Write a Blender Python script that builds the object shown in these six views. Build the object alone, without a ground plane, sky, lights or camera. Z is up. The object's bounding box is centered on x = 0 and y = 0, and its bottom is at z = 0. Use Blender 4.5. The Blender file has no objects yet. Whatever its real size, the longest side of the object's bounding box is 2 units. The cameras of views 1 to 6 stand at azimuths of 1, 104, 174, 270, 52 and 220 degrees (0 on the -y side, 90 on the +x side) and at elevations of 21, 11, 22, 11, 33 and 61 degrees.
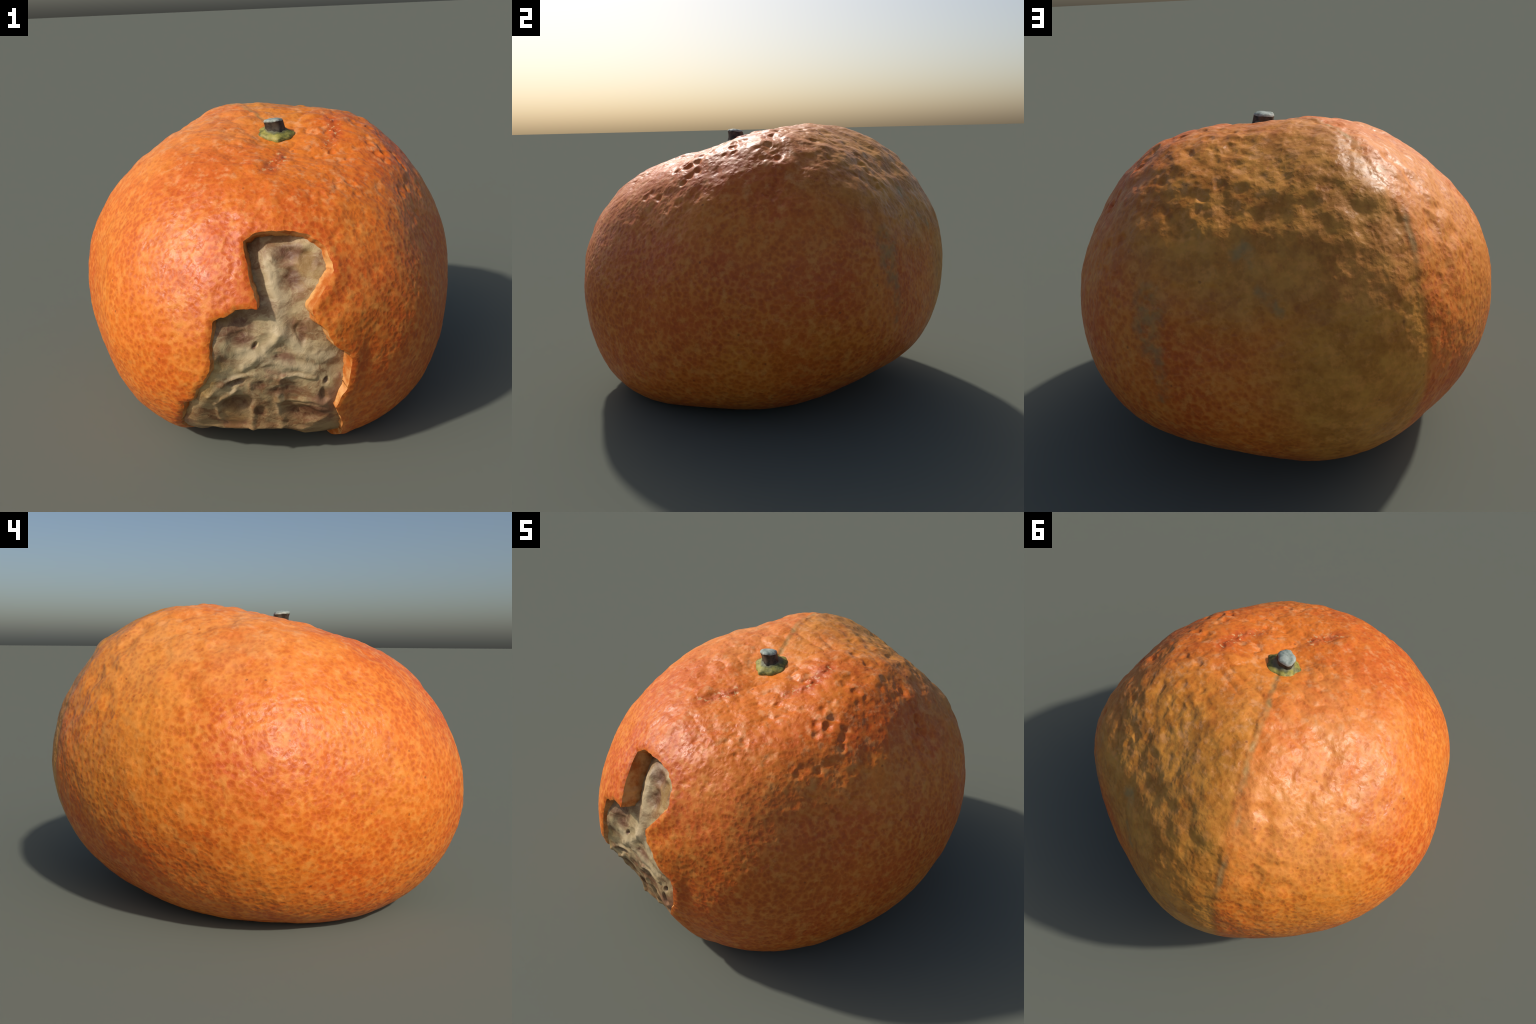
"""A tangerine with a torn-open patch of peel: lopsided fruit body, ragged opening
with a thick cut rim, pith-covered flesh inside, calyx and a short woody stem."""
import bpy, math
import numpy as np
from math import factorial

CENTRE = np.array([0.0, 0.0, 0.66])

# ------------------------------------------------------------------ fruit shape
# The lopsided body: radius about CENTRE as low-order harmonics. One row per degree,
# in each row the zonal term, then the cosine / sine pair of every order.
LOBES = [
    [0.8875],
    [-0.0202, -0.0018, -0.0007],
    [-0.0767, -0.0012, -0.0244, -0.0124, 0.0007],
    [0.0219, -0.0004, -0.0072, -0.0004, 0.0014, -0.0039, -0.0045],
    [-0.0135, -0.0002, 0.0008, 0.0042, -0.0001, -0.0021, -0.0029, 0.0002, 0.0039],
    [0, 0.0021, -0.0073, 0, 0.0023, -0.0013, 0.0034, -0.0003, 0.0023, 0.0059, -0.0031],
    [0.0016, 0.0019, 0.0016, 0.0013, 0.001, -0.0028, -0.001, -0.0011, 0.003, 0.0001, 0.0015, 0.0006, -0.0015],
    [-0.0024, -0.0008, -0.0012, 0.0015, -0.001, -0.001, 0.0002, 0.0014, -0.0011, 0, -0.0002, 0, -0.0017, -0.0024, 0.0006],
    [0.0008, 0.0006, -0.0005, -0.0014, 0.0016, -0.0017, 0.0001, -0.0008, 0.0016, 0.0011, 0.0019, -0.0003, -0.0012, -0.0001, 0, 0.0017, -0.0002],
    [-0.0002, -0.0003, 0.0014, -0.0002, -0.0006, 0.0009, -0.0006, 0.0009, 0.0003, 0.0007, -0.0005, 0.0001, 0.0004, 0.0003, 0, 0.0009, -0.0003, 0.0004, 0.001],
]
# local swellings (+) and hollows (-): azimuth, elevation (degrees), width (degrees), height (m)
LUMPS = [
    (-135, -9, 12, 0.018), (-71, 4, 7, 0.022), (112, 37, 8, 0.013), (-147, 27, 9, -0.012),
    (162, -21, 8, -0.012), (-68, -30, 8, -0.006), (113, 36, 6, 0.004),
]


def unit(az, el):
    az, el = np.radians(az), np.radians(el)
    return np.stack([np.cos(el) * np.cos(az), np.cos(el) * np.sin(az), np.sin(el)], -1)


def body_radius(d):
    x, y, z = d[..., 0], d[..., 1], d[..., 2]
    ph = np.arctan2(y, x)
    st = np.sqrt(np.maximum(1 - z * z, 0))
    n = len(LOBES)
    P = {(0, 0): np.ones_like(z)}
    for m in range(n):
        if m > 0:
            P[m, m] = -(2 * m - 1) * st * P[m - 1, m - 1]
        if m + 1 < n:
            P[m + 1, m] = (2 * m + 1) * z * P[m, m]
        for l in range(m + 2, n):
            P[l, m] = ((2 * l - 1) * z * P[l - 1, m] - (l + m - 1) * P[l - 2, m]) / (l - m)
    r = np.zeros_like(z)
    for l, row in enumerate(LOBES):
        for m in range(l + 1):
            k = math.sqrt((2 * l + 1) * factorial(l - m) / factorial(l + m) * (1 if m == 0 else 2))
            if m == 0:
                r += row[0] * k * P[l, 0]
            else:
                r += k * P[l, m] * (row[2 * m - 1] * np.cos(m * ph) + row[2 * m] * np.sin(m * ph))
    for az, el, w, h in LUMPS:
        c = np.clip(d @ unit(az, el), -1, 1)
        r += h * np.exp(-(np.degrees(np.arccos(c)) / w) ** 2)
    return r


def rest_on_ground(p):
    """flatten the underside softly where the fruit sits"""
    p = p.copy()
    z = p[:, 2]
    k = 0.014
    p[:, 2] = 0.5 * (z + np.sqrt(z * z + k * k))
    return p


# ------------------------------------------------------------------ noise
def _hash(ix, iy, iz, s):
    h = (ix.astype(np.uint32) * np.uint32(73856093)) ^ (iy.astype(np.uint32) * np.uint32(19349663)) \
        ^ (iz.astype(np.uint32) * np.uint32(83492791)) ^ np.uint32((s * 2654435761) & 0xFFFFFFFF)
    h ^= h >> np.uint32(15)
    h *= np.uint32(2246822519)
    h ^= h >> np.uint32(13)
    h *= np.uint32(3266489917)
    h ^= h >> np.uint32(16)
    return h.astype(np.float64) / 4294967295.0


def _turn(seed):
    m, _ = np.linalg.qr(np.random.default_rng(seed).normal(size=(3, 3)))
    return m


def vnoise(p, freq, seed=1):
    q = (p @ _turn(seed)) * freq + 100.0
    i = np.floor(q).astype(np.int64)
    f = q - i
    f = f * f * f * (f * (f * 6 - 15) + 10)
    out = np.zeros(len(p))
    for dx in (0, 1):
        for dy in (0, 1):
            for dz in (0, 1):
                w = (f[:, 0] if dx else 1 - f[:, 0]) * (f[:, 1] if dy else 1 - f[:, 1]) * (f[:, 2] if dz else 1 - f[:, 2])
                out += w * _hash(i[:, 0] + dx, i[:, 1] + dy, i[:, 2] + dz, seed)
    return out * 2 - 1


def fbm(p, freq, octaves=3, seed=1, gain=0.5):
    a, s, t = 1.0, 0.0, 0.0
    for k in range(octaves):
        s = s + a * vnoise(p, freq * 2.03 ** k, seed + 17 * k)
        t += a
        a *= gain
    return s / t


def worley(p, freq, seed=1):
    q = (p @ _turn(seed)) * freq + 100.0
    i = np.floor(q).astype(np.int64)
    best = np.full(len(p), 9.0)
    for dx in (-1, 0, 1):
        for dy in (-1, 0, 1):
            for dz in (-1, 0, 1):
                c = i + np.array([dx, dy, dz])
                o = np.stack([_hash(c[:, 0], c[:, 1], c[:, 2], seed + k) for k in range(3)], -1)
                best = np.minimum(best, ((c + 0.15 + 0.7 * o - q) ** 2).sum(1))
    return np.sqrt(best)


def smooth(a, b, x):
    t = np.clip((x - a) / (b - a), 0, 1)
    return t * t * (3 - 2 * t)


# ------------------------------------------------------------------ the torn opening
# ragged edge of the peel, (azimuth, elevation) in degrees, clockwise from the upper left corner
TEAR = [(-96.6, 23.6), (-93.3, 25.8), (-84.9, 26.2), (-77.4, 24.2), (-74.7, 21.4), (-73.4, 15.2),
        (-77.2, 10.6), (-80.0, 6.6), (-79.2, 3.7), (-76.9, 1.5), (-74.7, -2.8), (-71.0, -5.6),
        (-70.7, -8.7), (-71.5, -14.0), (-72.8, -16.8), (-74.0, -20.1), (-71.2, -26.8), (-68.0, -37.6),
        (-72.0, -50.0), (-88.0, -57.0), (-108.0, -50.0), (-118.5, -38.0),
        (-117.3, -28.7), (-114.4, -23.5), (-112.1, -17.6), (-109.0, -15.4), (-107.8, -12.8),
        (-104.1, -7.2), (-103.9, -3.2), (-103.6, 1.3), (-103.2, 4.3), (-100.2, 5.9), (-97.9, 7.7),
        (-92.6, 7.7), (-94.2, 13.0), (-95.6, 19.0)]


def to_plane(d):
    """equidistant map of directions about -y: u to +x, v up, in radians"""
    th = np.arccos(np.clip(-d[..., 1], -1, 1))
    h = np.sqrt(d[..., 0] ** 2 + d[..., 2] ** 2) + 1e-12
    return np.stack([d[..., 0] / h * th, d[..., 2] / h * th], -1)


def from_plane(uv):
    th = np.sqrt((uv ** 2).sum(-1)) + 1e-12
    s = np.sin(th) / th
    return np.stack([uv[..., 0] * s, -np.cos(th), uv[..., 1] * s], -1)


def tear_polygon():
    a = np.array(TEAR)
    c = to_plane(unit(a[:, 0], a[:, 1]))
    # round each corner a little, then ruffle
    q = 0.86 * c + 0.07 * (np.roll(c, 1, 0) + np.roll(c, -1, 0))
    pts = []
    n = len(q)
    for i in range(n):
        p0, p1, p2, p3 = q[i - 1], c[i], c[(i + 1) % n], q[(i + 2) % n]
        for t in np.linspace(0, 1, 10, endpoint=False):
            lin = p1 * (1 - t) + p2 * t
            m1, m2 = (p2 - p0) / 2, (p3 - p1) / 2
            h = (2 * t**3 - 3 * t**2 + 1) * p1 + (t**3 - 2 * t**2 + t) * m1 + (-2 * t**3 + 3 * t**2) * p2 + (t**3 - t**2) * m2
            pts.append(0.75 * lin + 0.25 * h)
    pts = np.array(pts)
    z3 = np.column_stack([pts, np.zeros(len(pts))])
    pts[:, 0] += 0.006 * fbm(z3, 22, 2, 5)
    pts[:, 1] += 0.006 * fbm(z3, 22, 2, 9)
    pts += 0.004 * np.stack([vnoise(z3, 55, 15), vnoise(z3, 55, 19)], -1)
    return pts


POLY = tear_polygon()


def tear_distance(uv):
    """signed distance to the tear (negative inside the opening) and the outward direction"""
    A, B = POLY, np.roll(POLY, -1, 0)
    E = B - A
    L2 = (E ** 2).sum(1)
    best = np.full(len(uv), 1e9)
    near = np.zeros_like(uv)
    inside = np.zeros(len(uv), bool)
    for a, b, e, l2 in zip(A, B, E, L2):
        t = np.clip(((uv - a) @ e) / l2, 0, 1)
        c = a + t[:, None] * e
        d = ((uv - c) ** 2).sum(1)
        m = d < best
        best[m] = d[m]
        near[m] = c[m]
        cond = (a[1] > uv[:, 1]) != (b[1] > uv[:, 1])
        with np.errstate(divide='ignore', invalid='ignore'):
            xc = a[0] + (uv[:, 1] - a[1]) * e[0] / e[1]
        inside ^= cond & (uv[:, 0] < xc)
    s = np.sqrt(best)
    g = uv - near
    g /= (np.linalg.norm(g, axis=1) + 1e-9)[:, None]
    g[inside] *= -1
    return np.where(inside, -s, s), g, near


# ------------------------------------------------------------------ mesh helpers
def make_mesh(name, verts, faces, mat, smooth_shade=True):
    me = bpy.data.meshes.new(name)
    verts = np.asarray(verts, dtype=np.float64)
    tri = [f for f in faces] if not isinstance(faces, np.ndarray) else faces
    me.vertices.add(len(verts))
    me.vertices.foreach_set("co", verts.ravel())
    f = np.asarray(tri, dtype=np.int32)
    nf, k = f.shape
    me.loops.add(nf * k)
    me.loops.foreach_set("vertex_index", f.ravel())
    me.polygons.add(nf)
    me.polygons.foreach_set("loop_start", np.arange(0, nf * k, k, dtype=np.int32))
    me.update(calc_edges=True)
    me.polygons.foreach_set("use_smooth", np.full(nf, smooth_shade))
    me.materials.append(mat)
    me.validate()
    me.update()
    return me


def cube_sphere(n):
    """unit directions and quads of a cube projected on a sphere, seams welded"""
    a = np.tan(np.linspace(-1, 1, n + 1) * math.pi / 4)
    g, h = np.meshgrid(a, a, indexing='ij')
    o = np.ones_like(g)
    sides = [(o, g, h), (-o, h, g), (h, o, g), (g, -o, h), (g, h, o), (h, g, -o)]
    V = np.concatenate([np.stack(s, -1).reshape(-1, 3) for s in sides])
    V /= np.linalg.norm(V, axis=1)[:, None]
    idx = np.arange((n + 1) ** 2).reshape(n + 1, n + 1)
    q = np.stack([idx[:-1, :-1], idx[1:, :-1], idx[1:, 1:], idx[:-1, 1:]], -1).reshape(-1, 4)
    F = np.concatenate([q + k * (n + 1) ** 2 for k in range(6)])
    key = np.round(V * 1e6).astype(np.int64)
    _, first, inv = np.unique(key, axis=0, return_index=True, return_inverse=True)
    return V[first], inv.ravel()[F]


# ------------------------------------------------------------------ peel relief
STEM_FOOT = np.array([0.0595, -0.114, 1.304])
SEAM_SLOPE = 0.44          # the crease runs from the stem over the back along x = -0.44 y


def chord(p, a, b):
    a, b = np.array(a), np.array(b)
    t = np.clip(((p - a) @ (b - a)) / ((b - a) @ (b - a)), 0, 1)
    return np.linalg.norm(p - a - t[:, None] * (b - a), axis=1)


SEAM = [(0.03, -0.03, 1.34), (-0.1, 0.193, 1.40), (-0.19, 0.41, 1.38), (-0.30, 0.60, 1.26), (-0.355, 0.76, 1.11), (-0.37, 0.83, 1.0)]
GASHES = [[(0.02, -0.49, 1.235), (0.08, -0.36, 1.263)], [(0.30, -0.24, 1.28), (0.345, -0.14, 1.305), (0.335, 0.0, 1.35)]]


def line_distance(p, pts):
    return np.min([chord(p, pts[i], pts[i + 1]) for i in range(len(pts) - 1)], axis=0)


def peel_relief(p, d):
    """height (m) of the skin above the smooth body at points p"""
    h = 0.0045 * fbm(p, 5.0, 2, 3)
    # soft lumps, strongest over the top and the upper back
    top = smooth(0.75, 1.25, p[:, 2])
    back = smooth(-0.1, 0.5, p[:, 1]) * smooth(0.55, 1.05, p[:, 2])
    lum = fbm(p, 12.0, 2, 21, 0.35)
    h += (0.0025 + 0.005 * top + 0.004 * back) * lum
    # creases running round the stem
    sd = np.linalg.norm((p - STEM_FOOT) * [1, 1, 0.7], axis=1)
    h += 0.007 * np.exp(-(sd / 0.45) ** 2) * (np.abs(vnoise(p * [1, 1.6, 1], 11, 31)) * 2 - 0.8) * smooth(0.07, 0.16, sd)
    # oil pits: fine everywhere, deep ones on the right shoulder, wide soft ones over the back
    fine = worley(p, 26, 41)
    h -= 0.0016 * (1 - smooth(0.05, 0.6, fine))
    vary = smooth(-0.45, 0.45, fbm(p, 7, 2, 57))
    sh = smooth(0.0, 0.45, p[:, 0]) * smooth(0.78, 1.12, p[:, 2])
    pw = p + 0.014 * np.stack([fbm(p, 18, 2, k) for k in (54, 55, 56)], -1)
    pit = worley(pw, 16, 53)
    h -= 0.012 * sh * vary * (1 - smooth(0.08, 0.5, pit))
    soft = worley(pw, 10.5, 58)
    h -= (0.005 * back + 0.003 * top) * vary * (1 - smooth(0.1, 0.7, soft))
    h += 0.0007 * fbm(p, 45, 2, 61)
    # dimple round the stem
    h -= 0.012 * np.exp(-(sd / 0.11) ** 2) - 0.004 * np.exp(-((sd - 0.2) / 0.07) ** 2)
    # crease over the back: a small step with a groove
    ds = line_distance(p, SEAM)
    h -= 0.002 * np.exp(-(ds / 0.012) ** 2)
    side = p[:, 0] + SEAM_SLOPE * p[:, 1]
    h -= 0.006 * np.exp(-(ds / 0.05) ** 2) * smooth(-0.01, 0.02, side)
    for g in GASHES:
        dg = line_distance(p, g)
        h -= 0.007 * np.exp(-(dg / 0.030) ** 2) * smooth(-0.5, 0.3, fbm(p, 30, 2, 99))
    return h


def skin_point(d, s=None):
    """point on the peel in direction d; s: distance from the tear (radians)"""
    p0 = CENTRE + d * body_radius(d)[:, None]
    h = peel_relief(p0, d)
    if s is not None:
        t = np.clip(1 - s / 0.03, 0, 1)
        uv = to_plane(d)
        left = smooth(0.02, -0.12, uv[:, 0])
        # the torn lips curl outwards along the right side and at the lower left
        near = np.clip(1 - s / 0.09, 0, 1) ** 1.5
        h = h + near * 0.020 * smooth(0.05, 0.15, uv[:, 0]) * smooth(0.44, 0.28, uv[:, 1])
        h = h * (1 - 0.4 * t) - (0.003 + 0.007 * left) * t ** 2
    return rest_on_ground(p0 + d * h[:, None])


# ------------------------------------------------------------------ materials
class Nodes:
    def __init__(self, name):
        self.mat = bpy.data.materials.new(name)
        self.mat.use_nodes = True
        self.t = self.mat.node_tree
        self.b = self.t.nodes["Principled BSDF"]
        self.pos = self.t.nodes.new("ShaderNodeTexCoord").outputs["Object"]

    def put(self, sock, v):
        if isinstance(v, bpy.types.NodeSocket):
            self.t.links.new(v, sock)
        elif v is not None:
            if sock.type == 'RGBA' and len(v) == 3:
                v = (*v, 1)
            sock.default_value = v

    def math(self, op, a, b=None, c=None, clamp=False):
        n = self.t.nodes.new("ShaderNodeMath")
        n.operation, n.use_clamp = op, clamp
        for k, v in enumerate((a, b, c)):
            self.put(n.inputs[k], v)
        return n.outputs[0]

    def vmath(self, op, a, b=None, out=0):
        n = self.t.nodes.new("ShaderNodeVectorMath")
        n.operation = op
        self.put(n.inputs[0], a)
        if b is not None:
            self.put(n.inputs[1], b)
        return n.outputs[out]

    def noise(self, scale, detail=3, rough=0.5, vec=None, color=False, distortion=0):
        n = self.t.nodes.new("ShaderNodeTexNoise")
        self.put(n.inputs["Vector"], vec or self.pos)
        n.inputs["Scale"].default_value = scale
        n.inputs["Detail"].default_value = detail
        n.inputs["Roughness"].default_value = rough
        n.inputs["Distortion"].default_value = distortion
        return n.outputs["Color" if color else "Fac"]

    def voronoi(self, scale, vec=None, feature='F1', rand=1.0):
        n = self.t.nodes.new("ShaderNodeTexVoronoi")
        n.feature = feature
        self.put(n.inputs["Vector"], vec or self.pos)
        n.inputs["Scale"].default_value = scale
        n.inputs["Randomness"].default_value = rand
        return n.outputs["Distance"]

    def ramp(self, x, a, b, lo=0.0, hi=1.0):
        n = self.t.nodes.new("ShaderNodeMapRange")
        n.interpolation_type = 'SMOOTHSTEP'
        for k, v in enumerate((x, a, b, lo, hi)):
            self.put(n.inputs[k], v)
        return n.outputs[0]

    def mix(self, fac, a, b, mode='MIX'):
        n = self.t.nodes.new("ShaderNodeMix")
        n.data_type, n.blend_type = 'RGBA', mode
        self.put(n.inputs[0], fac)
        self.put(n.inputs[6], a)
        self.put(n.inputs[7], b)
        return n.outputs[2]

    def warped(self, scale, amount):
        c = self.noise(scale, 3, 0.6, color=True)
        off = self.vmath('MULTIPLY', self.vmath('SUBTRACT', c, (0.5, 0.5, 0.5)), (amount,) * 3)
        return self.vmath('ADD', self.pos, off)

    def blob(self, centre, radii, soft=0.5, vec=None):
        """1 inside an ellipsoid patch, fading out at its edge"""
        v = self.vmath('SUBTRACT', vec or self.pos, centre)
        v = self.vmath('DIVIDE', v, radii)
        return self.ramp(self.vmath('LENGTH', v, out=1), 1 - soft, 1 + soft, 1, 0)

    def streak(self, a, b, width, soft=0.5, vec=None):
        """1 along the line from a to b"""
        a, b = np.array(a), np.array(b)
        ab = b - a
        pa = self.vmath('SUBTRACT', vec or self.pos, tuple(a))
        t = self.math('DIVIDE', self.vmath('DOT_PRODUCT', pa, tuple(ab), out=1), float(ab @ ab), clamp=True)
        n = self.t.nodes.new("ShaderNodeVectorMath")
        n.operation = 'SCALE'
        n.inputs[0].default_value = tuple(ab)
        self.put(n.inputs["Scale"], t)
        r = self.vmath('LENGTH', self.vmath('SUBTRACT', pa, n.outputs[0]), out=1)
        return self.ramp(r, width * (1 - soft), width * (1 + soft), 1, 0)

    def many(self, masks):
        m = masks[0]
        for k in masks[1:]:
            m = self.math('MAXIMUM', m, k)
        return m

    def bump(self, h, strength, dist):
        n = self.t.nodes.new("ShaderNodeBump")
        n.inputs["Strength"].default_value = strength
        n.inputs["Distance"].default_value = dist
        self.put(n.inputs["Height"], h)
        self.put(self.b.inputs["Normal"], n.outputs[0])

    def finish(self, color, rough=0.5, spec=0.5):
        self.put(self.b.inputs["Base Color"], color)
        self.put(self.b.inputs["Roughness"], rough)
        self.put(self.b.inputs["Specular IOR Level"], spec)
        return self.mat


def peel_material():
    N = Nodes("tangerine_peel")
    w = N.warped(6, 0.25)
    wf = N.warped(25, 0.025)
    # oil-gland cells: darker spots inside a pale net
    cell = N.voronoi(44, wf)
    spot = N.ramp(cell, 0.15, 0.72, 1, 0)
    patch = N.noise(2.6, 4, 0.6)
    col = N.mix(N.ramp(patch, 0.36, 0.64), (0.69, 0.124, 0.008), (0.79, 0.195, 0.014))
    col = N.mix(N.ramp(N.noise(2.1, 3, 0.6, N.vmath('ADD', N.pos, (3.0, 1.0, 5.0))), 0.5, 0.68, 0, 0.35), col, (0.82, 0.28, 0.026))
    # yellow bloom on the left shoulder
    yel = N.many([N.blob((-0.50, 0.58, 1.15), (0.30, 0.36, 0.3), 0.7, w), N.blob((-0.72, 0.5, 0.85), (0.25, 0.25, 0.3), 0.8, w)])
    col = N.mix(N.math('MULTIPLY', yel, 0.65), col, (0.80, 0.29, 0.024))
    # peach-coloured upper left, duller red area beside the opening
    peach = N.math('MULTIPLY', N.blob((-0.40, 0.25, 1.25), (0.42, 0.5, 0.3), 0.6, w), N.ramp(N.noise(7, 3, 0.6), 0.35, 0.65, 0.25, 0.7))
    col = N.mix(peach, col, (0.83, 0.33, 0.085))
    col = N.mix(N.math('MULTIPLY', N.blob((0.55, -0.72, 0.6), (0.38, 0.35, 0.42), 0.6, w), 0.45), col, (0.58, 0.105, 0.010))
    # ochre, unripe back beyond the crease
    och = N.many([N.blob((0.05, 0.72, 1.2), (0.66, 0.62, 0.42), 0.45, w), N.blob((-0.2, 0.95, 0.6), (0.34, 0.35, 0.6), 0.5, w)])
    beyond = N.ramp(N.vmath('DOT_PRODUCT', N.warped(14, 0.04), (1.0, SEAM_SLOPE, 0.0), out=1), -0.03, 0.03)
    och = N.math('MULTIPLY', och, beyond)
    olive = N.mix(N.ramp(N.noise(9, 4, 0.6), 0.34, 0.66), (0.46, 0.18, 0.017), (0.70, 0.32, 0.045))
    col = N.mix(N.math('MULTIPLY', och, 0.85), col, olive)
    # spots fade over the wrinkled top and the back
    topw = N.blob((0.08, -0.1, 1.33), (0.72, 0.75, 0.35), 0.5)
    calm = N.math('SUBTRACT', 1.0, N.math('MULTIPLY', N.many([topw, och]), 0.6))
    spots = N.math('MULTIPLY', N.math('MULTIPLY', spot, calm), N.ramp(N.noise(5, 2), 0.3, 0.6, 0.4, 0.95))
    col = N.mix(N.math('MULTIPLY', spots, 0.6), col, N.mix(1.0, col, (0.68, 0.42, 0.4), 'MULTIPLY'))
    net = N.math('MULTIPLY', N.ramp(cell, 0.5, 0.85), calm)
    col = N.mix(N.math('MULTIPLY', net, 0.34), col, (0.86, 0.31, 0.055))
    # darker blotches; pinkish highlights round the stem painted in as pale mottling
    blot = N.noise(20, 4, 0.65)
    col = N.mix(N.ramp(blot, 0.50, 0.68, 0, 0.5), col, N.mix(topw, (0.86, 0.33, 0.06), (0.84, 0.40, 0.17)))
    col = N.mix(N.ramp(blot, 0.32, 0.46, 0.4, 0), col, N.mix(1.0, col, (0.66, 0.45, 0.4), 'MULTIPLY'))
    # red bruised gashes near the stem
    wg = N.warped(22, 0.07)
    red = N.many([N.streak(g[i], g[i + 1], 0.03, 0.8, wg) for g in GASHES for i in range(len(g) - 1)])
    col = N.mix(N.math('MULTIPLY', red, 0.65), col, (0.46, 0.06, 0.01))
    crumbs = N.math('MULTIPLY', red, N.ramp(N.noise(55, 2), 0.58, 0.66))
    col = N.mix(N.math('MULTIPLY', crumbs, 0.8), col, (0.78, 0.48, 0.2))
    # pale grey-green line along the crease
    ws = N.warped(30, 0.02)
    seam = N.many([N.streak(SEAM[i], SEAM[i + 1], 0.013, 0.8, ws) for i in range(len(SEAM) - 1)])
    col = N.mix(N.math('MULTIPLY', seam, N.ramp(N.noise(12, 2), 0.35, 0.6, 0.25, 0.8)), col, (0.47, 0.29, 0.10))
    # mould stains on the back
    wm = N.warped(13, 0.14)
    mould = N.many([N.streak((0.57, 0.72, 0.90), (0.59, 0.73, 0.72), 0.05, 0.9, wm), N.streak((0.57, 0.74, 0.70), (0.55, 0.75, 0.52), 0.03, 0.95, wm),
                    N.streak((0.19, 0.86, 0.955), (0.13, 0.91, 0.885), 0.018, 0.7, N.warped(30, 0.03)), N.blob((0.23, 0.77, 1.06), (0.04, 0.04, 0.03), 0.9, wm)])
    col = N.mix(N.math('MULTIPLY', mould, N.ramp(N.noise(18, 3), 0.35, 0.6, 0.1, 0.6)), col, (0.25, 0.21, 0.09))
    fleck = N.ramp(N.voronoi(9, N.warped(20, 0.02)), 0.03, 0.07, 1, 0)
    col = N.mix(N.math('MULTIPLY', fleck, 0.55), col, (0.2, 0.04, 0.01))
    pore = N.ramp(cell, 0.0, 0.7)
    N.bump(N.math('ADD', N.math('MULTIPLY', pore, 0.5), N.math('MULTIPLY', N.noise(36, 3, 0.55), 0.9)), 0.5, 0.005)
    return N.finish(col, N.ramp(N.noise(12, 2), 0.3, 0.7, 0.40, 0.54), 0.45)


def rim_material():
    N = Nodes("cut_peel_edge")
    n = N.noise(14, 4, 0.6)
    col = N.mix(N.ramp(n, 0.35, 0.65), (0.52, 0.13, 0.014), (0.78, 0.38, 0.12))
    N.bump(N.noise(40, 3), 0.4, 0.01)
    return N.finish(col, 0.55, 0.4)


def flesh_material():
    N = Nodes("pith_covered_flesh")
    w = N.warped(14, 0.07)
    fib = N.noise(7, 7, 0.7, N.vmath('MULTIPLY', w, (1.0, 1.0, 1.6)), distortion=1.4)
    col = N.mix(N.ramp(fib, 0.38, 0.60), (0.28, 0.150, 0.066), (0.50, 0.37, 0.19))
    # thin membrane windows that let the segments show
    col = N.mix(N.ramp(N.noise(6.0, 3, 0.6, w), 0.52, 0.66, 0, 0.8), col, (0.29, 0.14, 0.08))
    pale = N.many([N.streak(a, b, r, 0.7, w) for a, b, r in PALE])
    col = N.mix(N.math('MULTIPLY', pale, N.ramp(fib, 0.35, 0.55, 0.45, 0.95)), col, (0.58, 0.445, 0.255))
    ww = N.warped(18, 0.035)
    win = N.many([N.blob(c, r, 0.5, ww) for c, r in WINDOWS])
    veil = N.ramp(N.noise(20, 5, 0.7, distortion=1.4), 0.36, 0.64, 1.0, 0.55)
    col = N.mix(N.math('MULTIPLY', win, veil), col, (0.15, 0.06, 0.027))
    col = N.mix(N.ramp(N.noise(5, 2), 0.54, 0.7, 0, 0.45), col, (0.46, 0.28, 0.07))
    # foot of the opening, tinted brown for the shade under the overhang
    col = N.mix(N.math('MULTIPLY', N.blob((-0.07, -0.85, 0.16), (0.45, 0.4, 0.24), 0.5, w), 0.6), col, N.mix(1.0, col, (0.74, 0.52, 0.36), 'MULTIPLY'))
    N.bump(N.noise(24, 6, 0.65, distortion=0.7), 0.5, 0.01)
    return N.finish(col, 0.5, 0.4)


def plain(name, lo, hi, scale, rough=0.6, bump=0.3):
    N = Nodes(name)
    col = N.mix(N.ramp(N.noise(scale, 4, 0.6), 0.35, 0.65), lo, hi)
    N.bump(N.noise(scale * 2.5, 3), bump, 0.004)
    return N.finish(col, rough, 0.4)


def calyx_material():
    N = Nodes("calyx_green")
    n = N.noise(26, 3, 0.6)
    r = N.vmath('LENGTH', N.vmath('MULTIPLY', N.vmath('SUBTRACT', N.pos, tuple(STEM_FOOT)), (1, 1, 0)), out=1)
    col = N.mix(N.ramp(n, 0.35, 0.65), (0.09, 0.10, 0.022), (0.38, 0.33, 0.07))
    col = N.mix(N.ramp(r, 0.045, 0.062, 1, 0), col, (0.13, 0.13, 0.07))
    N.bump(N.noise(80, 2), 0.4, 0.004)
    return N.finish(col, 0.55, 0.4)


# ------------------------------------------------------------------ flesh layout
def plane_point(az, el, depth):
    d = unit(az, el)[None]
    return CENTRE + d[0] * (body_radius(d)[0] - depth)


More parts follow.
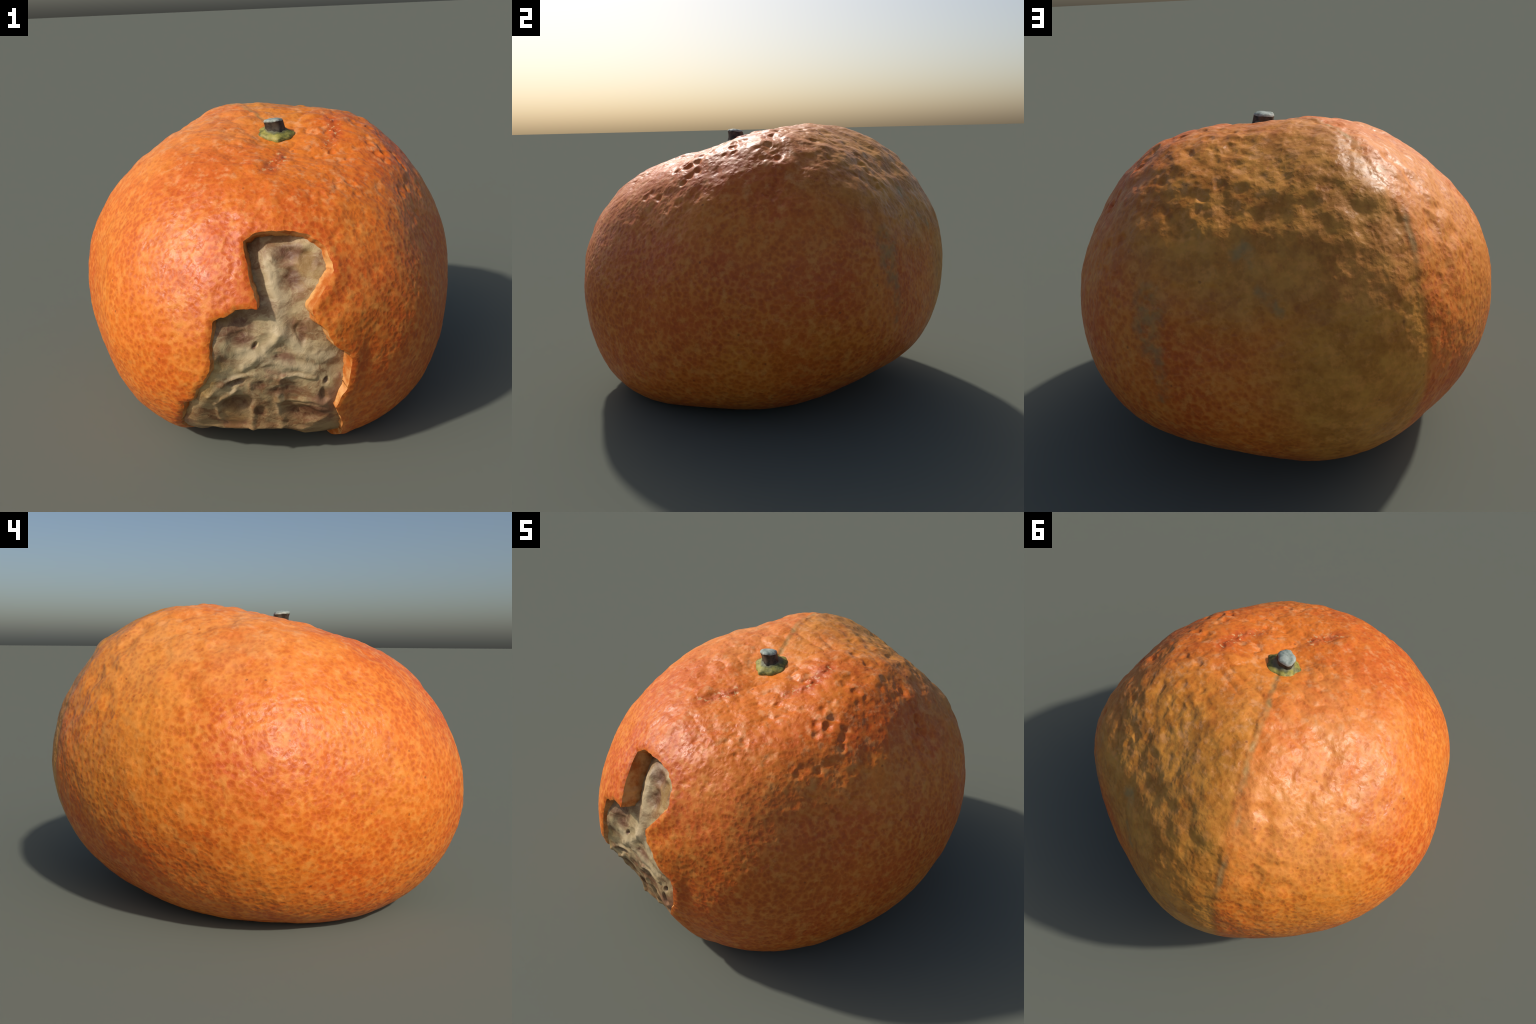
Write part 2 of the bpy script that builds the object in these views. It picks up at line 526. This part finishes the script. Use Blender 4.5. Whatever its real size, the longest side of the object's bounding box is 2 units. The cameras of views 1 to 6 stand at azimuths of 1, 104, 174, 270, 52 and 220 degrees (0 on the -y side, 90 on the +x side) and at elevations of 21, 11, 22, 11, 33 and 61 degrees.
# membrane windows: azimuth, elevation, half sizes along x and z (m), dent (m)
WINDOW_AT = [(-83.8, 20.2, 0.075, 0.030, 0.008), (-78.5, 17.5, 0.032, 0.042, 0.014), (-82.7, 13.3, 0.052, 0.036, 0.016),
             (-98.4, 2.6, 0.072, 0.054, 0.012), (-96.8, -0.5, 0.048, 0.030, 0.008), (-82.0, -0.8, 0.018, 0.042, 0.010),  # first entry: shadow at mid left, coloured dark and dented into the flesh
             (-94.3, -2.8, 0.009, 0.012, 0.016), (-98.8, -11.8, 0.036, 0.015, 0.014), (-99.1, -18.8, 0.062, 0.044, 0.022),
             (-93.0, -13.5, 0.030, 0.024, 0.008), (-80.6, -24.0, 0.090, 0.040, 0.024), (-86.2, -15.8, 0.072, 0.026, 0.008),
             (-75.7, -13.9, 0.013, 0.013, 0.018), (-76.4, -17.3, 0.015, 0.030, 0.018), (-93.1, -22.7, 0.026, 0.026, 0.010),
             (-88.0, -6.0, 0.03, 0.012, 0.006), (-101.5, -5.5, 0.02, 0.03, 0.008)]
FLESH_DEPTH = 0.062
WINDOWS = [(tuple(plane_point(a, e, FLESH_DEPTH)), (sx, 0.12, sz)) for a, e, sx, sz, _ in WINDOW_AT]
# raised pith cords: list of azimuth, elevation control points, half width, height
CORDS = [([(-89.9, 19.2), (-89.2, 14.2), (-87.0, 8.4), (-87.3, 2.8), (-88.2, -0.3)], 0.038, 0.012),
         ([(-89.0, 19.2), (-84.1, 22.5), (-77.3, 21.8)], 0.022, 0.012),
         ([(-88.2, 0.5), (-80.1, -5.9), (-74.8, -7.1)], 0.030, 0.012),
         ([(-88.2, -0.3), (-92.0, -5.0), (-97.0, -7.5)], 0.022, 0.010),
         ([(-96.9, -4.0), (-86.9, -8.9), (-79.3, -10.1)], 0.026, 0.010),
         ([(-105.7, -14.5), (-101.2, -11.0), (-95.7, -9.9), (-87.8, -12.0), (-79.3, -12.0)], 0.012, 0.010),
         ([(-95.1, -13.4), (-95.9, -27.9)], 0.012, 0.012),
         ([(-87.0, -12.0), (-88.5, -20.0), (-87.8, -29.0)], 0.013, 0.010),
         ([(-98.8, -13.8), (-104.0, -18.0), (-104.6, -25.0)], 0.011, 0.010),
         ([(-87.5, -19.5), (-80.0, -19.0), (-73.5, -19.5)], 0.012, 0.010),
         ([(-113.6, -25.9), (-104.6, -29.7), (-95.9, -27.9), (-87.8, -29.1), (-76.0, -31.0)], 0.018, 0.014)]
PALE = []
for pts, wdt, hgt in CORDS[:9]:
    q = [plane_point(a, e, FLESH_DEPTH) for a, e in pts]
    for i in range(len(q) - 1):
        PALE.append((q[i], q[i + 1], wdt))


def flesh_point(d):
    r = body_radius(d)
    p0 = CENTRE + d * (r - FLESH_DEPTH)[:, None]
    uv = to_plane(d)
    h = 0.008 * fbm(p0, 8, 2, 91) + 0.002 * (1 - 2 * np.abs(fbm(p0, 22, 2, 95)))
    # hollow in the middle, channel at the upper left, banked up to the lower left edge and the foot
    u, v = uv[:, 0], uv[:, 1]
    edge = np.interp(v, [-0.5, -0.2, 0.1, 0.15, 0.42], [-0.38, -0.27, -0.2, -0.06, -0.11])
    h -= 0.020 * smooth(-0.24, -0.10, u) * smooth(0.26, 0.10, u) * smooth(-0.52, -0.35, v)
    h -= 0.025 * np.exp(-((u - edge) / 0.06) ** 2) * smooth(0.10, 0.16, v)
    h += 0.032 * np.exp(-((u - edge) / 0.075) ** 2) * smooth(0.10, 0.0, v)
    h += 0.016 * smooth(-0.35, -0.52, v)
    h += 0.012 * smooth(0.04, 0.16, u) + 0.014 * smooth(0.10, 0.18, u) * smooth(0.10, 0.2, v)
    h += 0.032 * smooth(0.06, 0.24, u) * smooth(-0.15, -0.36, v)
    warp = p0 + 0.02 * np.stack([fbm(p0, 14, 2, s) for s in (5, 6, 7)], -1)
    for (c, rad), (_, _, _, _, dent) in zip(WINDOWS, WINDOW_AT):
        q = np.linalg.norm((warp - np.array(c)) / np.array(rad), axis=1)
        h -= 0.75 * dent * (1 - smooth(0.5, 1.3, q))
    for pts, wdt, hgt in CORDS:
        line = [plane_point(a, e, FLESH_DEPTH) for a, e in pts]
        h += hgt * np.exp(-(line_distance(warp, line) / wdt) ** 2)
    return p0, h


# ------------------------------------------------------------------ build
def build():
    thing = bpy.data.objects.new("tangerine", None)
    thing["label"] = "ripe tangerine with torn peel showing pith and flesh"
    thing["category"] = "fruit"
    bpy.context.collection.objects.link(thing)

    def add(name, me, parent=thing):
        ob = bpy.data.objects.new(name, me)
        ob.parent = parent
        bpy.context.collection.objects.link(ob)
        return ob

    # --- peel
    V, F = cube_sphere(300)
    uv = to_plane(V)
    s = np.full(len(V), 9.0)
    front = np.linalg.norm(uv, axis=1) < 1.45
    s[front] = tear_distance(uv[front])[0]
    mid = V[F].mean(1)
    mid /= np.linalg.norm(mid, axis=1)[:, None]
    fs = s[F].mean(1)
    close = np.abs(fs) < 0.02
    fs[close] = tear_distance(to_plane(mid[close]))[0]
    F = F[fs > 0]
    # border vertices slide on to the tear line
    e = np.sort(np.concatenate([F[:, [0, 1]], F[:, [1, 2]], F[:, [2, 3]], F[:, [3, 0]]]), 1)
    ue, cnt = np.unique(e, axis=0, return_counts=True)
    border = ue[cnt == 1]
    bv = np.unique(border)
    _, _, near = tear_distance(to_plane(V[bv]))
    V[bv] = from_plane(near)
    s[bv] = 0
    used = np.unique(F)
    remap = np.full(len(V), -1)
    remap[used] = np.arange(len(used))
    V, s, F, border = V[used], s[used], remap[F], remap[border]
    P = skin_point(V, s)
    drop = P[:, 2].min()
    P[:, 2] -= drop

    # --- rim: walk the border loop, then step inwards ring by ring
    nxt = {}
    for a, b in border:
        nxt.setdefault(int(a), []).append(int(b))
        nxt.setdefault(int(b), []).append(int(a))
    start = int(border[0, 0])
    loop, prev, cur = [start], None, start
    while True:
        step = [k for k in nxt[cur] if k != prev]
        prev, cur = cur, step[0]
        if cur == start or len(loop) > 20000:
            break
        loop.append(cur)
    Lp = P[loop]
    Ld = V[loop]
    luv = to_plane(Ld)
    # smooth direction pointing into the opening
    tan = np.roll(luv, -4, 0) - np.roll(luv, 4, 0)
    nrm = np.stack([-tan[:, 1], tan[:, 0]], -1)
    nrm /= np.linalg.norm(nrm, axis=1)[:, None] + 1e-9
    for _ in range(16):
        nrm = (nrm + np.roll(nrm, 1, 0) + np.roll(nrm, -1, 0)) / 3
    nrm /= np.linalg.norm(nrm, axis=1)[:, None] + 1e-9
    probe = tear_distance(luv + nrm * 0.01)[0]
    if (probe > 0).mean() > 0.5:
        nrm = -nrm
    # the cut slopes: wide pale bevel on the right, undercut on the left
    right = smooth(0.1, 0.8, -nrm[:, 0])
    top = smooth(0.3, 0.9, -nrm[:, 1])
    upper = smooth(0.05, 0.28, luv[:, 1])
    lower_left = smooth(0.2, 0.8, nrm[:, 0]) * smooth(0.1, -0.05, luv[:, 1])
    slope = 0.004 + right * (0.007 + 0.024 * upper) + 0.012 * top + 0.035 * lower_left
    rings = 9
    verts, faces = [Lp], []
    n = len(loop)
    q3 = np.column_stack([luv, np.zeros(n)])
    for k in range(1, rings + 1):
        t = k / rings
        depth = 0.105 * t
        wob = 0.008 * fbm(np.column_stack([luv, np.full(n, t * 0.4)]), 26, 3, 13, 0.6)
        off = slope * (t ** 0.8) + wob * min(1, 2 * t)
        d = from_plane(luv + nrm * off[:, None])
        r0 = np.linalg.norm(Lp + [0, 0, drop] - CENTRE, axis=1)
        verts.append(CENTRE + d * (r0 - depth)[:, None] - [0, 0, drop])
    RV = np.concatenate(verts)
    idx = np.arange(n)
    for k in range(rings):
        a, b = k * n + idx, k * n + (idx + 1) % n
        faces.append(np.stack([a, b, b + n, a + n], -1))
    RF = np.concatenate(faces)
    RV[:, 2] = np.maximum(RV[:, 2], 0.001)

    peel_mat = peel_material()
    peel = add("peel", make_mesh("peel", P, F, peel_mat))
    rim = add("peel_cut_edge", make_mesh("peel_cut_edge", RV, RF, rim_material()), peel)

    # --- flesh: closed body, finely meshed where the opening shows it
    th = np.concatenate([np.linspace(0.0002, 1.25, 300), np.linspace(1.3, math.pi - 0.02, 26)])
    nphi = 420
    ph = np.linspace(0, 2 * math.pi, nphi, endpoint=False)
    T, H = np.meshgrid(th, ph, indexing='ij')
    D = from_plane(np.stack([T * np.cos(H), T * np.sin(H)], -1).reshape(-1, 2))
    D /= np.linalg.norm(D, axis=1)[:, None]
    p0, h = flesh_point(D)
    fade = 1 - smooth(1.1, 1.25, T.ravel())
    h = h * fade - 0.03 * (1 - fade)
    # sink under the peel so that nothing pokes through
    fs = np.full(len(D), 9.0)
    fm = T.ravel() < 1.3
    fs[fm] = tear_distance(to_plane(D[fm]))[0]
    h -= 0.02 * smooth(-0.01, 0.05, fs)
    h = np.minimum(h, 0.045)
    FP = rest_on_ground(p0 + D * h[:, None]) - [0, 0, drop]
    FP[:, 2] = np.maximum(FP[:, 2], 0.004)
    nr = len(th)
    i, j = np.meshgrid(np.arange(nr - 1), np.arange(nphi), indexing='ij')
    a = i * nphi + j
    b = i * nphi + (j + 1) % nphi
    FF = np.stack([a, a + nphi, b + nphi, b], -1).reshape(-1, 4)
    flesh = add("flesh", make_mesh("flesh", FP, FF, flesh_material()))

    # --- calyx: a ragged five-lobed collar
    na, nrr = 120, 16
    ang = np.linspace(0, 2 * math.pi, na, endpoint=False)
    lobes = 0.084 + 0.004 * np.cos(5 * ang + 0.7) + 0.005 * np.cos(2 * ang + 1) + 0.003 * np.cos(9 * ang)
    prof = [(0.30, 0.040), (0.42, 0.034), (0.55, 0.022), (0.7, 0.014), (0.85, 0.008), (0.96, 0.001), (1.0, -0.008), (0.97, -0.022), (0.6, -0.03)]
    cv = []
    for f, z in prof:
        rr = lobes * f if f > 0.5 else lobes.mean() * f
        cv.append(np.stack([STEM_FOOT[0] + rr * np.cos(ang), STEM_FOOT[1] + rr * np.sin(ang), np.full(na, z)], -1))
    cv = np.array(cv)
    # drape on the skin
    flat = cv.reshape(-1, 3)
    slopez = -0.01
    g = flat - STEM_FOOT
    dirs = np.column_stack([flat[:, :2], np.full(len(flat), 1.315)]) - CENTRE
    dirs /= np.linalg.norm(dirs, axis=1)[:, None]
    zs = skin_point(dirs)[:, 2] - drop
    zc = float(np.median(zs))
    flat[:, 2] += 0.6 * zs + 0.4 * zc + 0.004
    flat += 0.004 * np.stack([fbm(flat, 30, 2, s) for s in (71, 72, 73)], -1)
    idx = np.arange(na)
    cf = np.concatenate([np.stack([k * na + idx, (k + 1) * na + idx, (k + 1) * na + (idx + 1) % na, k * na + (idx + 1) % na], -1)
                         for k in range(len(prof) - 1)])
    calyx = add("calyx", make_mesh("calyx", flat, cf, calyx_material()))

    # --- stem: short woody stub leaning a little, wider at its cut end
    foot = np.array([STEM_FOOT[0], STEM_FOOT[1], zc + 0.012])
    tip = np.array([0.046, -0.124, 1.382])
    prof = [(0.052, -0.1), (0.046, 0.12), (0.043, 0.3), (0.042, 0.5), (0.042, 0.68), (0.042, 0.8)]
    cap = [(0.042, 0.8), (0.041, 0.88), (0.036, 0.96), (0.026, 1.0), (0.012, 1.02), (0.0001, 1.01)]

    def stub(profile):
        out = []
        for r, t in profile:
            c = foot * (1 - t) + tip * t
            rr = r * (1 + 0.10 * np.cos(2 * ang + 0.6) + 0.05 * np.cos(5 * ang))
            out.append(np.stack([c[0] + rr * np.cos(ang), c[1] + rr * np.sin(ang), np.full(na, c[2]) - 0.12 * rr * np.cos(ang - 2.6) * t], -1))
        out = np.concatenate(out)
        out += 0.0025 * np.stack([fbm(out, 45, 2, s) for s in (81, 82, 83)], -1)
        f = np.concatenate([np.stack([k * na + idx, k * na + (idx + 1) % na, (k + 1) * na + (idx + 1) % na, (k + 1) * na + idx], -1)
                            for k in range(len(profile) - 1)])
        return out, f

    v, f = stub(prof)
    stem = add("stem", make_mesh("stem", v, f, plain("dark_stem_bark", (0.022, 0.018, 0.014), (0.085, 0.07, 0.05), 40)))
    v, f = stub(cap)
    add("stem_cut_end", make_mesh("stem_cut_end", v, f, plain("stem_cut_end", (0.22, 0.26, 0.22), (0.42, 0.46, 0.40), 35)), stem)


build()
